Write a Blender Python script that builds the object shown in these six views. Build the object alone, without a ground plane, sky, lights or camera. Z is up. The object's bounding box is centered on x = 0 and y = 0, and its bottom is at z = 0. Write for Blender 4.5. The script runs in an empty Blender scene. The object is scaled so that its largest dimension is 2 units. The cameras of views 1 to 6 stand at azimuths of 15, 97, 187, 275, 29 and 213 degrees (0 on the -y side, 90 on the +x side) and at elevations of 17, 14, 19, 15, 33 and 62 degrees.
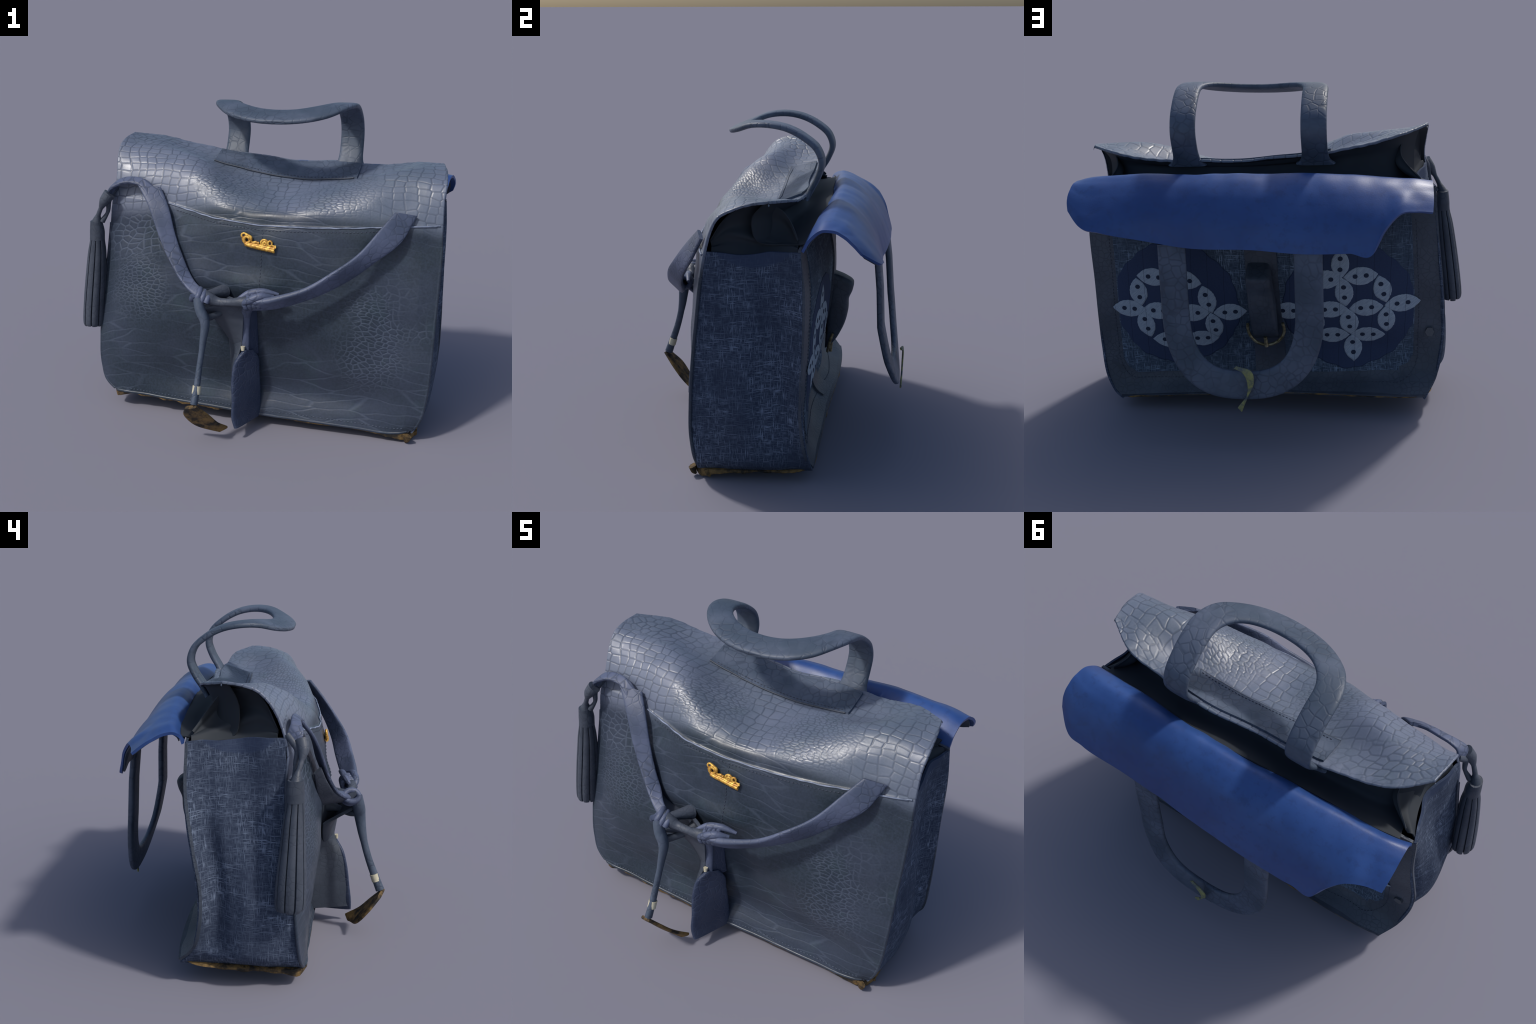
import bpy, bmesh, math, random
import numpy as np
from mathutils import Vector
rng = random.Random(7)
NP = np.random.RandomState(11)

# =====================================================================
#  helpers: splines, sheets, ribbons, tubes
# =====================================================================
def spline(ts, P, tq):
    """non-uniform Catmull-Rom through rows of P (n,...) at ts, sampled at tq"""
    ts = np.asarray(ts, float); P = np.asarray(P, float); tq = np.asarray(tq, float)
    n = len(ts)
    d = np.diff(ts)
    sl = (P[1:] - P[:-1]) / d.reshape((-1,) + (1,) * (P.ndim - 1))
    T = np.empty_like(P)
    T[0], T[-1] = sl[0], sl[-1]
    for i in range(1, n - 1):
        T[i] = (sl[i - 1] * d[i] + sl[i] * d[i - 1]) / (d[i] + d[i - 1])
    k = np.clip(np.searchsorted(ts, tq, side='right') - 1, 0, n - 2)
    h = d[k]; u = (tq - ts[k]) / h
    sh = (-1,) + (1,) * (P.ndim - 1)
    u = u.reshape(sh); h = h.reshape(sh)
    return ((2*u**3 - 3*u**2 + 1) * P[k] + (u**3 - 2*u**2 + u) * h * T[k]
            + (-2*u**3 + 3*u**2) * P[k+1] + (u**3 - u**2) * h * T[k+1])

def path(pts, n, closed=False):
    P = np.array(pts, float)
    s = np.r_[0, np.cumsum(np.linalg.norm(np.diff(P[:, :3], axis=0), axis=1))]
    return spline(s, P, np.linspace(0, s[-1], n))

def bicubic(cu, rv, C, nu, nv):
    """C[col,row,3] -> dense (nu,nv,3)"""
    A = spline(cu, C, np.linspace(cu[0], cu[-1], nu))
    B = spline(rv, np.swapaxes(A, 0, 1), np.linspace(rv[0], rv[-1], nv))
    return np.swapaxes(B, 0, 1)

def grid_normals(G):
    du = np.gradient(G, axis=0); dv = np.gradient(G, axis=1)
    N = np.cross(du, dv)
    return N / (np.linalg.norm(N, axis=2, keepdims=True) + 1e-12)

def vnoise(x, y, seed=0):
    """smooth 2-D value noise in -1..1"""
    t = np.random.RandomState(seed).uniform(-1, 1, (64, 64))
    xi = np.floor(x).astype(int); yi = np.floor(y).astype(int)
    fx = x - xi; fy = y - yi
    fx = fx*fx*(3-2*fx); fy = fy*fy*(3-2*fy)
    g = lambda a, b: t[a % 64, b % 64]
    return ((g(xi, yi)*(1-fx) + g(xi+1, yi)*fx)*(1-fy) + (g(xi, yi+1)*(1-fx) + g(xi+1, yi+1)*fx)*fy)

def new_obj(name, verts, faces, mat, parent, smooth=60, mats=None):
    me = bpy.data.meshes.new(name)
    me.from_pydata([tuple(v) for v in verts], [], faces)
    bm = bmesh.new(); bm.from_mesh(me)
    bmesh.ops.remove_doubles(bm, verts=bm.verts, dist=1e-6)
    bmesh.ops.recalc_face_normals(bm, faces=bm.faces)
    bm.to_mesh(me); bm.free()
    ob = bpy.data.objects.new(name, me)
    bpy.context.scene.collection.objects.link(ob)
    if mat: me.materials.append(mat)
    for p in me.polygons: p.use_smooth = True
    if smooth: 
        try: me.set_sharp_from_angle(angle=math.radians(smooth))
        except Exception: pass
    ob.parent = parent
    return ob

def gridfaces(nu, nv, off=0, flip=False, closeu=False, closev=False):
    F = []
    for i in range(nu if closeu else nu-1):
        i2 = (i+1) % nu
        for j in range(nv if closev else nv-1):
            j2 = (j+1) % nv
            q = (off+i*nv+j, off+i2*nv+j, off+i2*nv+j2, off+i*nv+j2)
            F.append(q[::-1] if flip else q)
    return F

def sheet(name, G, thick, mat, parent, N=None, smooth=50):
    """closed sheet: outer face = G, inner face = G - N*thick, rounded rim"""
    nu, nv = G.shape[:2]
    if N is None: N = grid_normals(G)
    H = G - N * thick
    V = np.concatenate([G.reshape(-1, 3), H.reshape(-1, 3)])
    o = nu*nv
    F = gridfaces(nu, nv) + gridfaces(nu, nv, o, True)
    a = lambda i, j: i*nv + j
    for i in range(nu-1):
        F.append((a(i, 0), a(i, 0)+o, a(i+1, 0)+o, a(i+1, 0)))
        F.append((a(i+1, nv-1), a(i+1, nv-1)+o, a(i, nv-1)+o, a(i, nv-1)))
    for j in range(nv-1):
        F.append((a(0, j+1), a(0, j+1)+o, a(0, j)+o, a(0, j)))
        F.append((a(nu-1, j), a(nu-1, j)+o, a(nu-1, j+1)+o, a(nu-1, j+1)))
    return new_obj(name, V, F, mat, parent, smooth)

def band(name, A, B, thick, mat, parent, n=60, m=9, crown=0.0, smooth=50):
    """strap between two edge curves A and B (control points), rounded cross-section"""
    a = path(A, n); b = path(B, n)
    c = (a+b)/2; w = (b-a)/2
    t = np.gradient(c, axis=0)
    nn = np.cross(t, w); nn /= np.linalg.norm(nn, axis=1, keepdims=True)+1e-9
    th = np.broadcast_to(np.asarray(thick, float), (n,)) / 2
    ring = []
    K = 4*m
    for k in range(K):
        ph = 2*math.pi*k/K
        cx, cy = math.cos(ph), math.sin(ph)
        sx = math.copysign(abs(cx)**0.45, cx); sy = math.copysign(abs(cy)**0.6, cy)
        cr = crown*(1-sx*sx)
        ring.append(c + w*sx + nn*(th[:, None]*sy + cr))
    R = np.stack(ring, axis=1)
    V = R.reshape(-1, 3)
    F = gridfaces(n, K, 0, False, closev=True)
    F.append(tuple(range(K))); F.append(tuple((n-1)*K + k for k in range(K))[::-1])
    return new_obj(name, V, F, mat, parent, smooth)

def frames(P):
    T = np.gradient(P, axis=0); T /= np.linalg.norm(T, axis=1, keepdims=True)
    u = np.cross(T[0], [0.3, 0.2, 1.0]); u /= np.linalg.norm(u)
    U = []
    for t in T:
        u = u - t*np.dot(u, t); u /= np.linalg.norm(u); U.append(u)
    U = np.array(U)
    return T, U, np.cross(T, U)

def tube(name, pts, rad, mat, parent, n=40, K=14, flat=1.0, closed=False, smooth=50):
    P = path(pts, n)
    r = np.asarray(rad, float)
    r = np.full(n, float(r)) if r.ndim == 0 else np.interp(np.linspace(0, 1, n), np.linspace(0, 1, len(r)), r)
    T, U, W = frames(P)
    V = []
    for k in range(K):
        a = 2*math.pi*k/K
        V.append(P + U*(r*math.cos(a))[:, None] + W*(r*flat*math.sin(a))[:, None])
    V = np.stack(V, 1).reshape(-1, 3)
    F = gridfaces(n, K, 0, False, closev=True)
    if closed:
        return new_obj(name, V, F + [((n-1)*K+k, (n-1)*K+(k+1) % K, (k+1) % K, k) for k in range(K)], mat, parent, smooth)
    F.append(tuple(range(K))); F.append(tuple((n-1)*K + k for k in range(K))[::-1])
    return new_obj(name, V, F, mat, parent, smooth)

# =====================================================================
#  node helpers (the same code feeds shaders and geometry nodes)
# =====================================================================
class NT:
    def __init__(s, tree): s.t = tree; s.n = tree.nodes; s.l = tree.links
    def set(s, sock, v):
        if isinstance(v, bpy.types.NodeSocket): s.l.new(v, sock)
        else:
            if hasattr(sock, 'default_value'):
                try: sock.default_value = v
                except TypeError: sock.default_value = (*v, 1.0)
    def math(s, op, a, b=0.0, c=None, clamp=False):
        n = s.n.new('ShaderNodeMath'); n.operation = op; n.use_clamp = clamp
        s.set(n.inputs[0], a); s.set(n.inputs[1], b)
        if c is not None: s.set(n.inputs[2], c)
        return n.outputs[0]
    def sep(s, v):
        n = s.n.new('ShaderNodeSeparateXYZ'); s.l.new(v, n.inputs[0]); return n.outputs
    def comb(s, x, y, z=0.0):
        n = s.n.new('ShaderNodeCombineXYZ')
        for i, v in enumerate((x, y, z)): s.set(n.inputs[i], v)
        return n.outputs[0]
    def noise(s, vec, scale, detail=3.0, rough=0.55):
        n = s.n.new('ShaderNodeTexNoise'); s.l.new(vec, n.inputs['Vector'])
        n.inputs['Scale'].default_value = scale; n.inputs['Detail'].default_value = detail
        n.inputs['Roughness'].default_value = rough
        return n.outputs[0]
    def noisecol(s, vec, scale, detail=2.0):
        n = s.n.new('ShaderNodeTexNoise'); s.l.new(vec, n.inputs['Vector'])
        n.inputs['Scale'].default_value = scale; n.inputs['Detail'].default_value = detail
        return n.outputs[1]
    def voro(s, vec, scale, dim='2D', feature='DISTANCE_TO_EDGE', rnd=1.0, out='Distance'):
        n = s.n.new('ShaderNodeTexVoronoi'); n.voronoi_dimensions = dim; n.feature = feature
        s.l.new(vec, n.inputs['Vector']); n.inputs['Scale'].default_value = scale
        n.inputs['Randomness'].default_value = rnd
        return n.outputs[out]
    def mapr(s, v, a, b, c=0.0, d=1.0, smooth=True):
        n = s.n.new('ShaderNodeMapRange'); n.interpolation_type = 'SMOOTHSTEP' if smooth else 'LINEAR'
        s.set(n.inputs[0], v)
        for i, x in enumerate((a, b, c, d)): s.set(n.inputs[1+i], x)
        return n.outputs[0]
    def mixf(s, f, a, b):
        n = s.n.new('ShaderNodeMix'); n.data_type = 'FLOAT'
        s.set(n.inputs[0], f); s.set(n.inputs[2], a); s.set(n.inputs[3], b)
        return n.outputs[0]
    def mixc(s, f, a, b, mode='MIX'):
        n = s.n.new('ShaderNodeMix'); n.data_type = 'RGBA'; n.blend_type = mode
        s.set(n.inputs[0], f)
        for i, v in ((6, a), (7, b)):
            if isinstance(v, bpy.types.NodeSocket): s.l.new(v, n.inputs[i])
            else: n.inputs[i].default_value = (*v[:3], 1.0)
        return n.outputs[2]
    def blob(s, x, q, cx, cq, rx, rq):
        dx = s.math('DIVIDE', s.math('SUBTRACT', x, cx), rx)
        dq = s.math('DIVIDE', s.math('SUBTRACT', q, cq), rq)
        r = s.math('SQRT', s.math('ADD', s.math('MULTIPLY', dx, dx), s.math('MULTIPLY', dq, dq)))
        return s.mapr(r, 0.55, 1.15, 1.0, 0.0)

def croc_field(k, vec):
    """crocodile grain of the big front hide: (height, crease, front mask, roof mask).
    Runs over x and over q = z + y, which climbs the front and then crosses the roof."""
    o = k.sep(vec)
    x, y, z = o[0], o[1], o[2]
    q = k.math('ADD', z, y)
    wv = k.sep(k.noisecol(vec, 3.2, 2.0))
    xw = k.math('ADD', x, k.math('MULTIPLY', k.math('SUBTRACT', wv[0], 0.5), 0.10))
    qw = k.math('ADD', q, k.math('MULTIPLY', k.math('SUBTRACT', wv[1], 0.5), 0.10))
    fine = k.mapr(k.voro(k.comb(k.math('MULTIPLY', xw, 0.62), qw), 47.0, rnd=0.85), 0.0, 0.19)
    mid = k.mapr(k.voro(k.comb(k.math('MULTIPLY', xw, 0.85), qw), 24.0, rnd=0.85), 0.0, 0.15)
    square = k.mapr(k.voro(k.comb(xw, qw), 18.5, rnd=0.32), 0.0, 0.11)
    belly = k.mapr(k.voro(k.comb(k.math('MULTIPLY', xw, 0.16), qw), 18.0, rnd=0.95), 0.0, 0.07)
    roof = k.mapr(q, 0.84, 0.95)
    mf = k.math('MAXIMUM', k.blob(x, q, 0.66, 0.22, 0.26, 0.30), k.blob(x, q, -0.62, 0.42, 0.22, 0.24))
    mm = k.math('MAXIMUM', k.blob(x, q, 0.80, 0.42, 0.24, 0.28), k.blob(x, q, -0.62, 0.75, 0.24, 0.22))
    front = k.mixf(mm, belly, mid)
    front = k.mixf(mf, front, fine)
    rf = k.math('MAXIMUM', k.blob(x, q, -0.14, 1.14, 0.20, 0.24), k.blob(x, q, 0.46, 1.10, 0.24, 0.30))
    rm = k.math('MAXIMUM', k.blob(x, q, -0.55, 1.55, 0.30, 0.14), k.blob(x, q, 0.75, 1.55, 0.25, 0.12))
    top = k.mixf(rf, square, fine)
    top = k.mixf(rm, top, mid)
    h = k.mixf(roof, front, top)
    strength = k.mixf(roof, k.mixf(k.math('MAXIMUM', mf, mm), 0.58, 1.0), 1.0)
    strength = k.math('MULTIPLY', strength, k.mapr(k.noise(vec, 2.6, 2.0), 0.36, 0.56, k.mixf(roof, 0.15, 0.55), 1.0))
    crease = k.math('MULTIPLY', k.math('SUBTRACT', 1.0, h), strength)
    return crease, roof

def grain_field(k, vec, scale):
    wv = k.n.new('ShaderNodeVectorMath'); wv.operation = 'ADD'
    ns = k.n.new('ShaderNodeVectorMath'); ns.operation = 'SCALE'
    k.l.new(k.noisecol(vec, 6.0), ns.inputs[0]); ns.inputs['Scale'].default_value = 0.05
    k.l.new(vec, wv.inputs[0]); k.l.new(ns.outputs[0], wv.inputs[1])
    h = k.mapr(k.voro(wv.outputs[0], scale, dim='3D', rnd=0.9), 0.0, 0.13)
    s = k.mapr(k.noise(vec, 4.0, 2.0), 0.35, 0.6, 0.25, 1.0)
    return k.math('MULTIPLY', k.math('SUBTRACT', 1.0, h), s)

def emboss(ob, field, depth):
    """push the grain into the mesh (geometry nodes, applied)"""
    tr = bpy.data.node_groups.new('grain_relief', 'GeometryNodeTree')
    tr.interface.new_socket('Geometry', in_out='INPUT', socket_type='NodeSocketGeometry')
    tr.interface.new_socket('Geometry', in_out='OUTPUT', socket_type='NodeSocketGeometry')
    k = NT(tr)
    gi = tr.nodes.new('NodeGroupInput'); go = tr.nodes.new('NodeGroupOutput')
    pos = tr.nodes.new('GeometryNodeInputPosition'); nor = tr.nodes.new('GeometryNodeInputNormal')
    c = field(k, pos.outputs[0])
    if isinstance(c, tuple): c = c[0]
    sc = tr.nodes.new('ShaderNodeVectorMath'); sc.operation = 'SCALE'
    k.l.new(nor.outputs[0], sc.inputs[0]); k.l.new(k.math('MULTIPLY', c, -depth), sc.inputs['Scale'])
    sp = tr.nodes.new('GeometryNodeSetPosition')
    k.l.new(gi.outputs[0], sp.inputs['Geometry']); k.l.new(sc.outputs[0], sp.inputs['Offset'])
    k.l.new(sp.outputs[0], go.inputs[0])
    m = ob.modifiers.new('relief', 'NODES'); m.node_group = tr
    dg = bpy.context.evaluated_depsgraph_get()
    me = bpy.data.meshes.new_from_object(ob.evaluated_get(dg))
    old = ob.data; ob.modifiers.clear(); ob.data = me; me.name = ob.name
    bpy.data.meshes.remove(old); bpy.data.node_groups.remove(tr)

def material(name, build, rough=0.5, metallic=0.0, spec=0.5, coat=0.0):
    m = bpy.data.materials.new(name); m.use_nodes = True
    nt = m.node_tree; k = NT(nt)
    b = nt.nodes['Principled BSDF']
    b.inputs['Roughness'].default_value = rough; b.inputs['Metallic'].default_value = metallic
    b.inputs['Specular IOR Level'].default_value = spec
    b.inputs['Coat Weight'].default_value = coat
    tc = nt.nodes.new('ShaderNodeTexCoord')
    build(k, tc.outputs['Object'], b)
    return m

def bump(k, b, h, strength, dist=0.004):
    n = k.n.new('ShaderNodeBump'); n.inputs['Strength'].default_value = strength
    n.inputs['Distance'].default_value = dist
    k.l.new(h, n.inputs['Height']); k.l.new(n.outputs[0], b.inputs['Normal'])

# ---------------------------------------------------------------- materials
HIDE = (0.120, 0.150, 0.205)
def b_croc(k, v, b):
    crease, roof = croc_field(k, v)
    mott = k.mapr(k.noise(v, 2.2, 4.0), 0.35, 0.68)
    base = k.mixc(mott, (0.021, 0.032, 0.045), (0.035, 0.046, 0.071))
    base = k.mixc(roof, base, k.mixc(mott, (0.090, 0.116, 0.160), (0.128, 0.152, 0.216)))  # sun and sky brightness tinted in: roof lightened, front below the pocket darkened
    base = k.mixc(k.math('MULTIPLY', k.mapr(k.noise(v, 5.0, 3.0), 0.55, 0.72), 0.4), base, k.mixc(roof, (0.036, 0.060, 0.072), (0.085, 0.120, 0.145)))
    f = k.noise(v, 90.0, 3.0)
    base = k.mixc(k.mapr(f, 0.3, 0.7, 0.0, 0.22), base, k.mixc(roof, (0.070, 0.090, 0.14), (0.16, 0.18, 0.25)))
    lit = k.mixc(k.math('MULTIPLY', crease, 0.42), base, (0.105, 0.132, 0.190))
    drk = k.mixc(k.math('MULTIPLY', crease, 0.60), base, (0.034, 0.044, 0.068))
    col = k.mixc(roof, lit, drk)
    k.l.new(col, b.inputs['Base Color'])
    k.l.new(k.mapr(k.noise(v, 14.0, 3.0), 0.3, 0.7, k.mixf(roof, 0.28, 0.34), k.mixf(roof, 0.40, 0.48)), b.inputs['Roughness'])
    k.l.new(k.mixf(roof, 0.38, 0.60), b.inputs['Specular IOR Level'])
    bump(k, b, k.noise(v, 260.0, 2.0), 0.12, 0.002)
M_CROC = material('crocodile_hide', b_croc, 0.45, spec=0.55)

def leather(name, c1, c2, scale=26.0, rough=0.48, crease=(0.035, 0.045, 0.07), amt=0.6, spec=0.35, relief=0.3):
    def bld(k, v, b):
        g = grain_field(k, v, scale)
        base = k.mixc(k.mapr(k.noise(v, 5.0, 4.0), 0.32, 0.68), c1, c2)
        k.l.new(k.mixc(k.math('MULTIPLY', g, amt), base, crease), b.inputs['Base Color'])
        bump(k, b, k.math('ADD', k.math('MULTIPLY', g, -1.0), k.math('MULTIPLY', k.noise(v, 120.0, 3.0), 0.25)), relief, 0.004)
    return material(name, bld, rough, spec=spec)
M_STRAP = leather('strap_leather', (0.056, 0.073, 0.122), (0.096, 0.116, 0.190), 24.0, relief=.32)
M_HANDLE = leather('handle_leather', (0.050, 0.070, 0.104), (0.092, 0.114, 0.164), 22.0, relief=.32, amt=.5)
M_DARK = leather('dark_leather', (0.040, 0.050, 0.070), (0.062, 0.074, 0.100), 30.0, 0.5, (0.02, 0.026, 0.04), amt=.35, relief=.15)
M_FRAME = leather('border_leather', (0.046, 0.058, 0.080), (0.066, 0.080, 0.106), 34.0, 0.5, (0.026, 0.034, 0.05), amt=.45, relief=.22)
M_TAG = leather('tag_leather', (0.024, 0.036, 0.075), (0.042, 0.056, 0.100), 28.0, 0.5, (0.06, 0.075, 0.12), 0.35)

def b_blue(k, v, b):
    o = k.sep(v)
    base = k.mixc(k.mapr(k.noise(v, 2.6, 4.0), 0.3, 0.7), (0.018, 0.053, 0.195), (0.031, 0.082, 0.262))
    spots = k.mapr(k.noise(v, 26.0, 4.0, 0.65), 0.48, 0.70, 0.0, 0.65)
    base = k.mixc(spots, base, (0.022, 0.052, 0.175))
    worn = k.math('MULTIPLY', k.mapr(k.noise(k.comb(k.math('MULTIPLY', o[0], 0.4), o[1], o[2]), 6.0, 3.0), 0.52, 0.72), k.mapr(o[2], 1.22, 1.08, 0.0, 0.7))
    base = k.mixc(worn, base, (0.032, 0.060, 0.170))
    k.l.new(base, b.inputs['Base Color'])
    bump(k, b, k.noise(v, 140.0, 3.0), 0.15, 0.002)
M_BLUE = material('blue_suede_lining', b_blue, 0.42, spec=0.5)

def weave(k, a, c, v):
    """crossed slubby threads on two in-plane coordinates, bunched into streaks"""
    m = lambda x, f: k.math('MULTIPLY', x, f)
    w1 = k.noise(k.comb(m(a, 190.0), m(c, 24.0)), 1.0, 2.0)
    w2 = k.noise(k.comb(m(a, 24.0), m(c, 190.0), 3.0), 1.0, 2.0)
    g1 = k.mapr(k.noise(k.comb(m(a, 42.0), m(c, 4.0), 7.0), 1.0, 3.0), 0.36, 0.66)
    g2 = k.mapr(k.noise(k.comb(m(a, 4.0), m(c, 42.0), 9.0), 1.0, 3.0), 0.36, 0.66)
    s = k.math('MAXIMUM', m(k.mapr(w1, 0.44, 0.68), k.math('ADD', .25, m(g1, .75))), m(k.mapr(w2, 0.44, 0.68), k.math('ADD', .25, m(g2, .75))))
    broad = k.mapr(k.noise(v, 5.0, 3.0), 0.3, 0.72)
    return m(s, k.math('ADD', 0.30, m(broad, 0.70))), k.math('ADD', w1, w2)

def b_denim(k, v, b):
    o = k.sep(v)
    s, t = weave(k, o[1], o[2], v)
    col = k.mixc(s, (0.030, 0.042, 0.074), (0.185, 0.230, 0.320))
    # dark printed disc that peeks in from the top edge
    dy = k.math('ADD', o[1], 0.0); dz = k.math('SUBTRACT', o[2], k.mapr(o[0], -.1, .1, 1.305, 1.245))
    r = k.math('SQRT', k.math('ADD', k.math('MULTIPLY', dy, dy), k.math('MULTIPLY', k.math('MULTIPLY', dz, dz), 2.2)))
    r = k.math('ADD', r, k.math('MULTIPLY', k.noise(v, 60.0, 2.0), 0.02))
    col = k.mixc(k.mapr(r, 0.185, 0.205, 0.85, 0.0), col, (0.036, 0.052, 0.098))
    k.l.new(col, b.inputs['Base Color'])
    bump(k, b, t, 0.25, 0.002)
M_DENIM = material('slub_denim', b_denim, 0.85, spec=0.2)

def b_cloth(k, v, b):
    o = k.sep(v)
    s, t = weave(k, o[0], o[2], v)
    col = k.mixc(s, (0.040, 0.058, 0.090), (0.215, 0.285, 0.380))
    fr = k.math('ABSOLUTE', k.math('SUBTRACT', k.math('FRACT', k.math('ADD', k.math('MULTIPLY', k.math('ADD', o[0], k.math('MULTIPLY', o[2], 0.04)), 11.6), k.math('MULTIPLY', k.noise(v, 9.0), 0.08))), 0.5))
    col = k.mixc(k.mapr(fr, 0.0, 0.022, 0.8, 0.0), col, (0.012, 0.018, 0.032))
    k.l.new(col, b.inputs['Base Color'])
    bump(k, b, t, 0.25, 0.002)
M_CLOTH = material('woven_cloth', b_cloth, 0.85, spec=0.2)

def seamline(k, v, o):
    fr = k.math('ABSOLUTE', k.math('SUBTRACT', k.math('FRACT', k.math('ADD', k.math('MULTIPLY', k.math('ADD', o[0], k.math('MULTIPLY', o[2], 0.04)), 11.6), k.math('MULTIPLY', k.noise(v, 9.0), 0.08))), 0.5))
    return k.mapr(fr, 0.0, 0.022, 0.75, 0.0)
def b_disc(k, v, b):
    o = k.sep(v)
    col = k.mixc(k.noise(v, 160.0, 3.0), (0.024, 0.038, 0.085), (0.048, 0.066, 0.125))
    col = k.mixc(seamline(k, v, o), col, (0.010, 0.015, 0.03))
    k.l.new(col, b.inputs['Base Color'])
M_DISC = material('indigo_print', b_disc, 0.85, spec=0.2)
def b_petal(k, v, b):
    o = k.sep(v)
    w = k.noise(k.comb(k.math('MULTIPLY', k.math('ADD', o[0], o[2]), 160.0), k.math('MULTIPLY', k.math('SUBTRACT', o[0], o[2]), 20.0)), 1.0, 2.0)
    col = k.mixc(k.mapr(w, 0.3, 0.7), (0.250, 0.300, 0.370), (0.340, 0.395, 0.460))
    col = k.mixc(seamline(k, v, o), col, (0.02, 0.028, 0.05))
    k.l.new(col, b.inputs['Base Color'])
M_PETAL = material('pale_print', b_petal, 0.85, spec=0.2)
M_DOT = material('dark_dot_print', lambda k, v, b: k.l.new(k.mixc(k.noise(v, 80.0), (0.016, 0.024, 0.05), (0.03, 0.042, 0.075)), b.inputs['Base Color']), 0.85, spec=0.2)

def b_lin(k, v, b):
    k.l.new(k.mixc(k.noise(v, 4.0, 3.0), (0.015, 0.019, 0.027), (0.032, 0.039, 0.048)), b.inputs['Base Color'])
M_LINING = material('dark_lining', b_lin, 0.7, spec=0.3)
def b_gold(k, v, b):
    k.l.new(k.mixc(k.mapr(k.noise(v, 70.0, 4.0), 0.35, 0.68), (0.42, 0.20, 0.035), (0.85, 0.52, 0.10)), b.inputs['Base Color'])
    bump(k, b, k.noise(v, 220.0, 3.0), 0.5, 0.003)
M_GOLD = material('gold_emblem', b_gold, 0.4, metallic=0.35, spec=0.6)
M_BRASS = material('aged_brass', lambda k, v, b: k.l.new(k.mixc(k.mapr(k.noise(v, 40.0, 3.0), 0.35, 0.65), (0.16, 0.125, 0.06), (0.42, 0.36, 0.22)), b.inputs['Base Color']), 0.38, metallic=0.6)
def b_brown(k, v, b):
    c = k.mixc(k.mapr(k.noise(v, 16.0, 4.0, 0.65), 0.36, 0.66), (0.018, 0.016, 0.014), (0.20, 0.125, 0.045))
    k.l.new(c, b.inputs['Base Color'])
    bump(k, b, k.noise(v, 50.0, 4.0), 0.6, 0.006)
M_BROWN = material('earthy_residue', b_brown, 0.75, spec=0.3)
M_CREAM = material('cream_ferrule', lambda k, v, b: k.l.new(k.mixc(k.noise(v, 50.0), (0.42, 0.39, 0.28), (0.62, 0.58, 0.44)), b.inputs['Base Color']), 0.5)
M_YELLOW = material('yellow_scrap', lambda k, v, b: k.l.new(k.mixc(k.mapr(k.noise(v, 22.0, 3.0), 0.35, 0.65), (0.070, 0.085, 0.10), (0.30, 0.30, 0.10)), b.inputs['Base Color']), 0.6)
M_THREAD = material('stitch_thread', lambda k, v, b: k.l.new(k.mixc(k.noise(v, 120.0), (0.028, 0.036, 0.06), (0.055, 0.066, 0.10)), b.inputs['Base Color']), 0.7)
M_PIPING = material('worn_edge_leather', lambda k, v, b: k.l.new(k.mixc(k.mapr(k.noise(v, 18.0, 3.0), 0.3, 0.65), (0.09, 0.115, 0.17), (0.22, 0.26, 0.36)), b.inputs['Base Color']), 0.5)
M_RIVET = material('dull_rivet', lambda k, v, b: k.l.new(k.mixc(k.noise(v, 60.0), (0.07, 0.08, 0.095), (0.12, 0.13, 0.15)), b.inputs['Base Color']), 0.5, metallic=0.4)

# =====================================================================
#  the bag
# =====================================================================
BAG = bpy.data.objects.new('leather_handbag', None)
bpy.context.scene.collection.objects.link(BAG)
BAG['label'] = 'slouchy blue-grey crocodile leather satchel with denim sides and blue flap'
BAG['category'] = 'handbag'

# ---- front hide: climbs the front, folds over the shoulder and makes the roof
ROW = [0, .06, .15, .33, .53, .78, .98, 1.10, 1.20, 1.30, 1.41, 1.56, 1.72]
EDGE_L = [(-.790,-.295,.100),(-.850,-.283,.150),(-.880,-.272,.240),(-.887,-.260,.420),(-.876,-.240,.600),(-.845,-.228,.850),(-.818,-.225,1.050),(-.795,-.235,1.200),(-.778,-.205,1.320),(-.785,-.165,1.410),(-.790,-.110,1.478),(-.786,-.030,1.515),(-.772,.070,1.530)]
EDGE_R = [(.900,-.305,.070),(.930,-.315,.130),(.953,-.324,.240),(.970,-.320,.430),(.977,-.306,.630),(.985,-.280,.860),(.989,-.256,1.060),(.987,-.235,1.190),(.985,-.205,1.300),(.990,-.165,1.370),(.985,-.090,1.410),(.975,-.018,1.432),(.956,.068,1.442)]
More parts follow.
